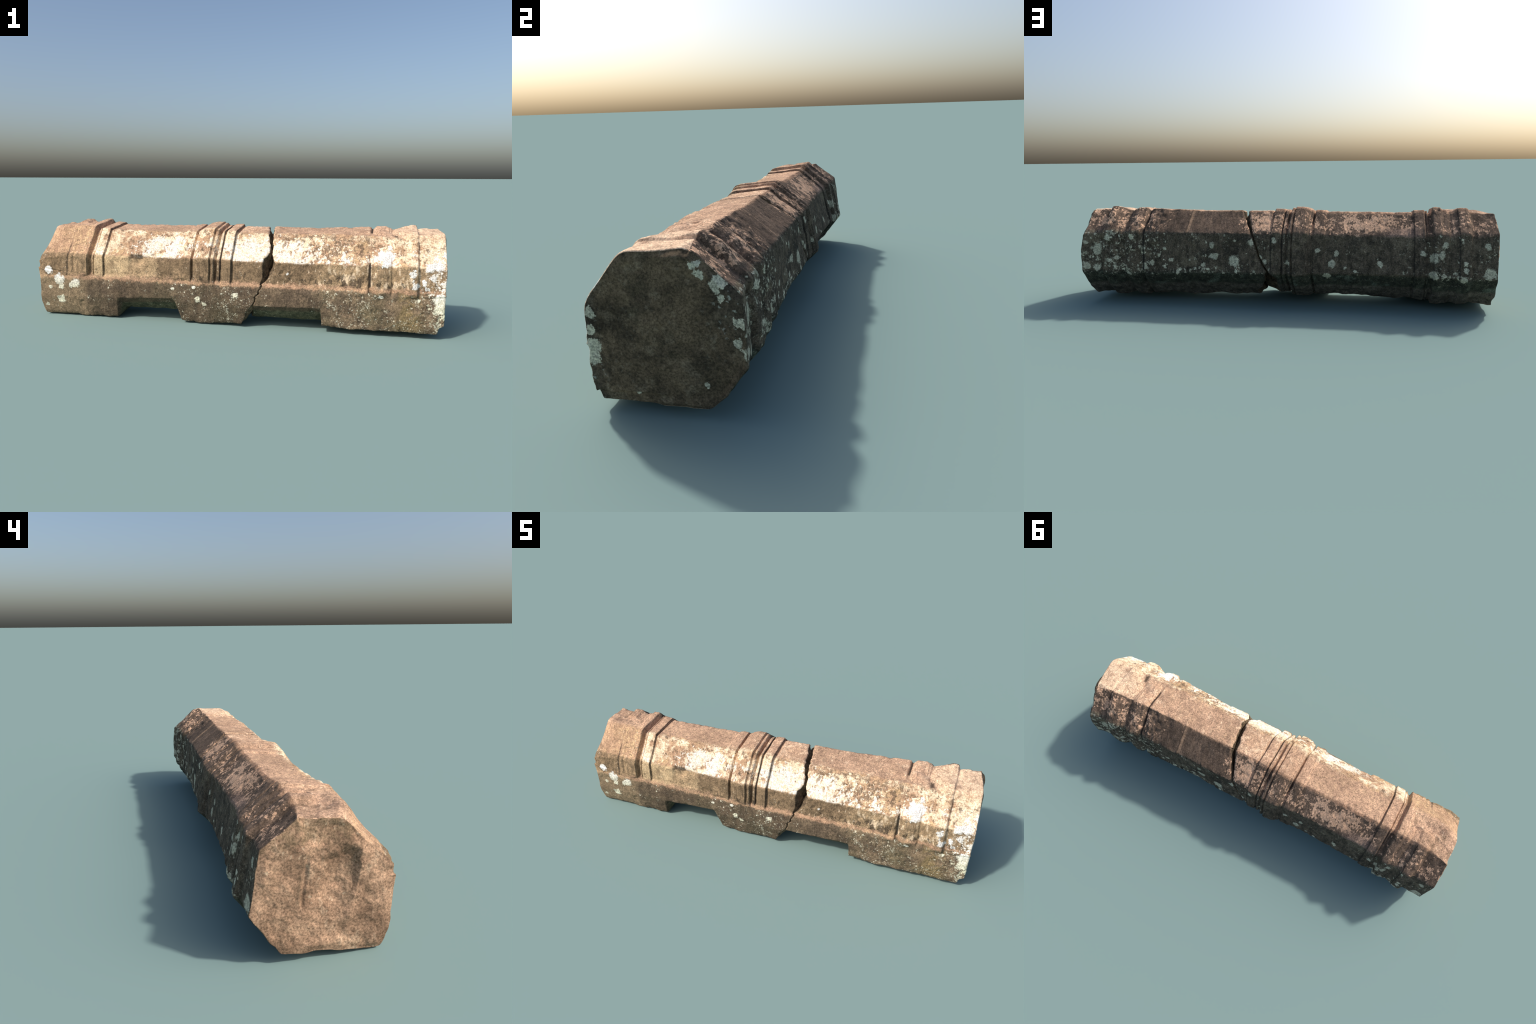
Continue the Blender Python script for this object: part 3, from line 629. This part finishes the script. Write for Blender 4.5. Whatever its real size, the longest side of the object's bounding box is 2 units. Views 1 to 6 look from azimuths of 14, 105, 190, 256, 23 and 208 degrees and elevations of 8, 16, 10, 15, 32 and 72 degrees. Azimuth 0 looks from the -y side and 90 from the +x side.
def end_material(name, dark, spots):
    N = Nodes(name)
    fine = N.noise(150, 5, .72, seed=1); mid = N.noise(34, 5, .65, seed=2); big = N.noise(9, 5, .6, seed=3)
    warp = warped(N, .040, 40); N.fray = warped(N, .026, 85, 29.0)
    height = N.m("MULTIPLY_ADD", fine, .5, N.mul(mid, .8))
    if dark:
        col = N.mix(N.step(big, .38, .62), (.072, .054, .034), (.175, .126, .076))
        col = N.mix(N.mul(N.cover(N.noise(16, 5, .65, seed=5), .42, .10), .7), col, (.20, .155, .10))
        col = N.mix(N.mul(N.step(N.noise(11, 4, .6, seed=6), .55, .7), .5), col, (.080, .066, .040))
        rim = N.m("MAXIMUM", N.mul(N.step(N.y, .12, .20), N.step(N.z, .20, .30)), N.step(N.y, -.15, -.19))
        sp, sv = N.specks(75, .45, 3.0)
        col = N.mix(N.mul(rim, .55), col, (.055, .047, .036))
        col = N.mix(N.mul(sp, N.m("MULTIPLY_ADD", rim, .7, .06)), col, (.42, .42, .34))
    else:
        col = N.mix(N.step(big, .36, .64), (.29, .178, .112), (.44, .275, .175))
        col = N.mix(N.mul(N.cover(N.noise(1, 6, .68, vec=N.stretch(26, 26, 11), seed=5), .38, .14), .5), col, (.235, .15, .092))
        col = N.mix(N.mul(N.cover(N.noise(1, 6, .68, vec=N.stretch(24, 24, 12), seed=6), .38, .14), .6), col, (.60, .42, .28))
        top = N.step(N.m("MULTIPLY_ADD", N.m("SUBTRACT", mid, .5), .10, N.z), .345, .40)
        col = N.mix(N.mul(top, N.mul(N.step(mid, .36, .62), .65)), col, (.175, .128, .074))
        slot = N.m("ADD", N.y, N.m("MULTIPLY_ADD", N.z, .17, .057))          # darker band along the upright slot
        sm = N.mul(N.zone(slot, -.010, .018, .007), N.zone(N.z, .16, .36, .02))
        col = N.mix(N.mul(sm, N.mul(N.step(mid, .30, .60), .55)), col, (.16, .11, .07))
        slot2 = N.m("ADD", N.y, N.m("MULTIPLY_ADD", N.z, .11, -.090))
        col = N.mix(N.mul(N.mul(N.zone(slot2, -.008, .006, .005), N.zone(N.z, .18, .34, .03)), .4), col, (.16, .11, .07))
        sp, sv = N.specks(45, .35, 3.0)
        col = N.mix(N.mul(sp, .35), col, (.66, .54, .38))
    rm = 0.0
    if spots:
        ros = N.rosettes(spots, warp, (.3, 1, 1))
        ros = N.m("MULTIPLY_ADD", N.m("SUBTRACT", N.noise(48, 5, .75, seed=24), .5), 2.0, ros)
        rm = N.mul(N.step(ros, .02, .18), N.m("MULTIPLY_ADD", N.step(fine, .30, .50), .4, .6))
        col = N.mix(rm, col, N.mix(N.step(mid, .38, .62), LICHEN, (.46, .44, .32)))
    col = grain(N, col, fine, mid if dark else big, .66)
    return N.finish(col, height, .8)

def fracture_material():
    N = Nodes("broken_sandstone")
    fine = N.noise(150, 5, .72, seed=1); mid = N.noise(40, 5, .65, seed=2)
    col = N.mix(N.step(mid, .36, .64), (.10, .075, .05), (.20, .145, .09))
    return N.finish(grain(N, col, fine, mid, .5), N.m("MULTIPLY_ADD", fine, .5, mid), .7)

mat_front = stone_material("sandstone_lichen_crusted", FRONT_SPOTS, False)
mat_rear = stone_material("sandstone_dark_film", REAR_SPOTS, True)
mat_end_left = end_material("sandstone_end_bare", False, [])
mat_end_right = end_material("sandstone_end_dark", True, END_SPOTS)
mat_frac = fracture_material()
#END#

pieces = []
for (X, Y, Z, c0, c1) in ((Lx, Ly, Lz, cap_left(Lx[0], Ly[0], Lz[0]), cap_crack(Lx[-1], Ly[-1], Lz[-1], -1)),
                          (Rx, Ry, Rz, cap_crack(Rx[0], Ry[0], Rz[0], 1), cap_right(Rx[-1], Ry[-1], Rz[-1]))):
    pieces.append(assemble(X, Y, Z, c0, c1))
allv = np.concatenate([p[0] for p in pieces])
lo, hi = allv.min(0), allv.max(0)
shift = np.array([-(lo[0] + hi[0]) / 2, -.0095, -lo[2]])
scale = 2.0 / (hi[0] - lo[0])
print("raw bounds", lo, hi)

root = link(bpy.data.objects.new("fallen_stone_column", None))
root.empty_display_size = .2
root["label"] = "weathered octagonal sandstone column lying broken in two"
root["category"] = "stone column"

for idx, (v, quads, tri0, tri1, zone, seg) in enumerate(pieces):
    v = (v + shift) * scale
    tris = np.concatenate([tri0, tri1])
    nrm = vertex_normals(v, quads, tris)
    cx = v[quads].mean(1)[:, 0]
    side = zone == 1
    if idx == 0:
        groups = [(-9, -.904, "end_block"), (-.904, -.628, "ring_moulding"), (-.628, -.234, "shaft"), (-.234, .036, "ring_moulding"), (.036, 9, "broken_shaft_end")]
        main = "shaft"
        feet = [(-9, -.545), (-.27, 9)]
    else:
        groups = [(-9, .575, "shaft"), (.575, .892, "ring_moulding"), (.892, 9, "end_block")]
        main = "shaft"
        feet = [(.446, 9)]
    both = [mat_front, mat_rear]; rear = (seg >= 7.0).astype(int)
    end = [mat_end_left if idx == 0 else mat_end_right]; frac_m = [mat_frac]
    infoot = side & (seg >= 4.3) & (seg < 6.25) & np.any([(cx > a) & (cx < b) for a, b in feet], axis=0)
    onledge = side & (seg >= 3.0) & (seg < 4.3)
    none = np.zeros((0, 3), np.int64)
    rest = side & ~infoot & ~onledge
    fragment = None
    for a, b, nm in sorted(groups, key=lambda g: g[2] != main):
        sel = rest & (cx >= a) & (cx < b)
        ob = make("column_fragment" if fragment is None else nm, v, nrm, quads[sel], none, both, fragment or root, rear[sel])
        if fragment is None: fragment = ob
    for a, b in feet:
        make("square_foot", v, nrm, quads[infoot & (cx > a) & (cx < b)], none, both[:1], fragment)
    make("ledge", v, nrm, quads[onledge], none, both[:1], fragment)
    make("column_end" if idx == 0 else "fracture_face", v, nrm, quads[zone == 0], tri0, end if idx == 0 else frac_m, fragment)
    make("fracture_face" if idx == 0 else "column_end", v, nrm, quads[zone == 2], tri1, frac_m if idx == 0 else end, fragment)
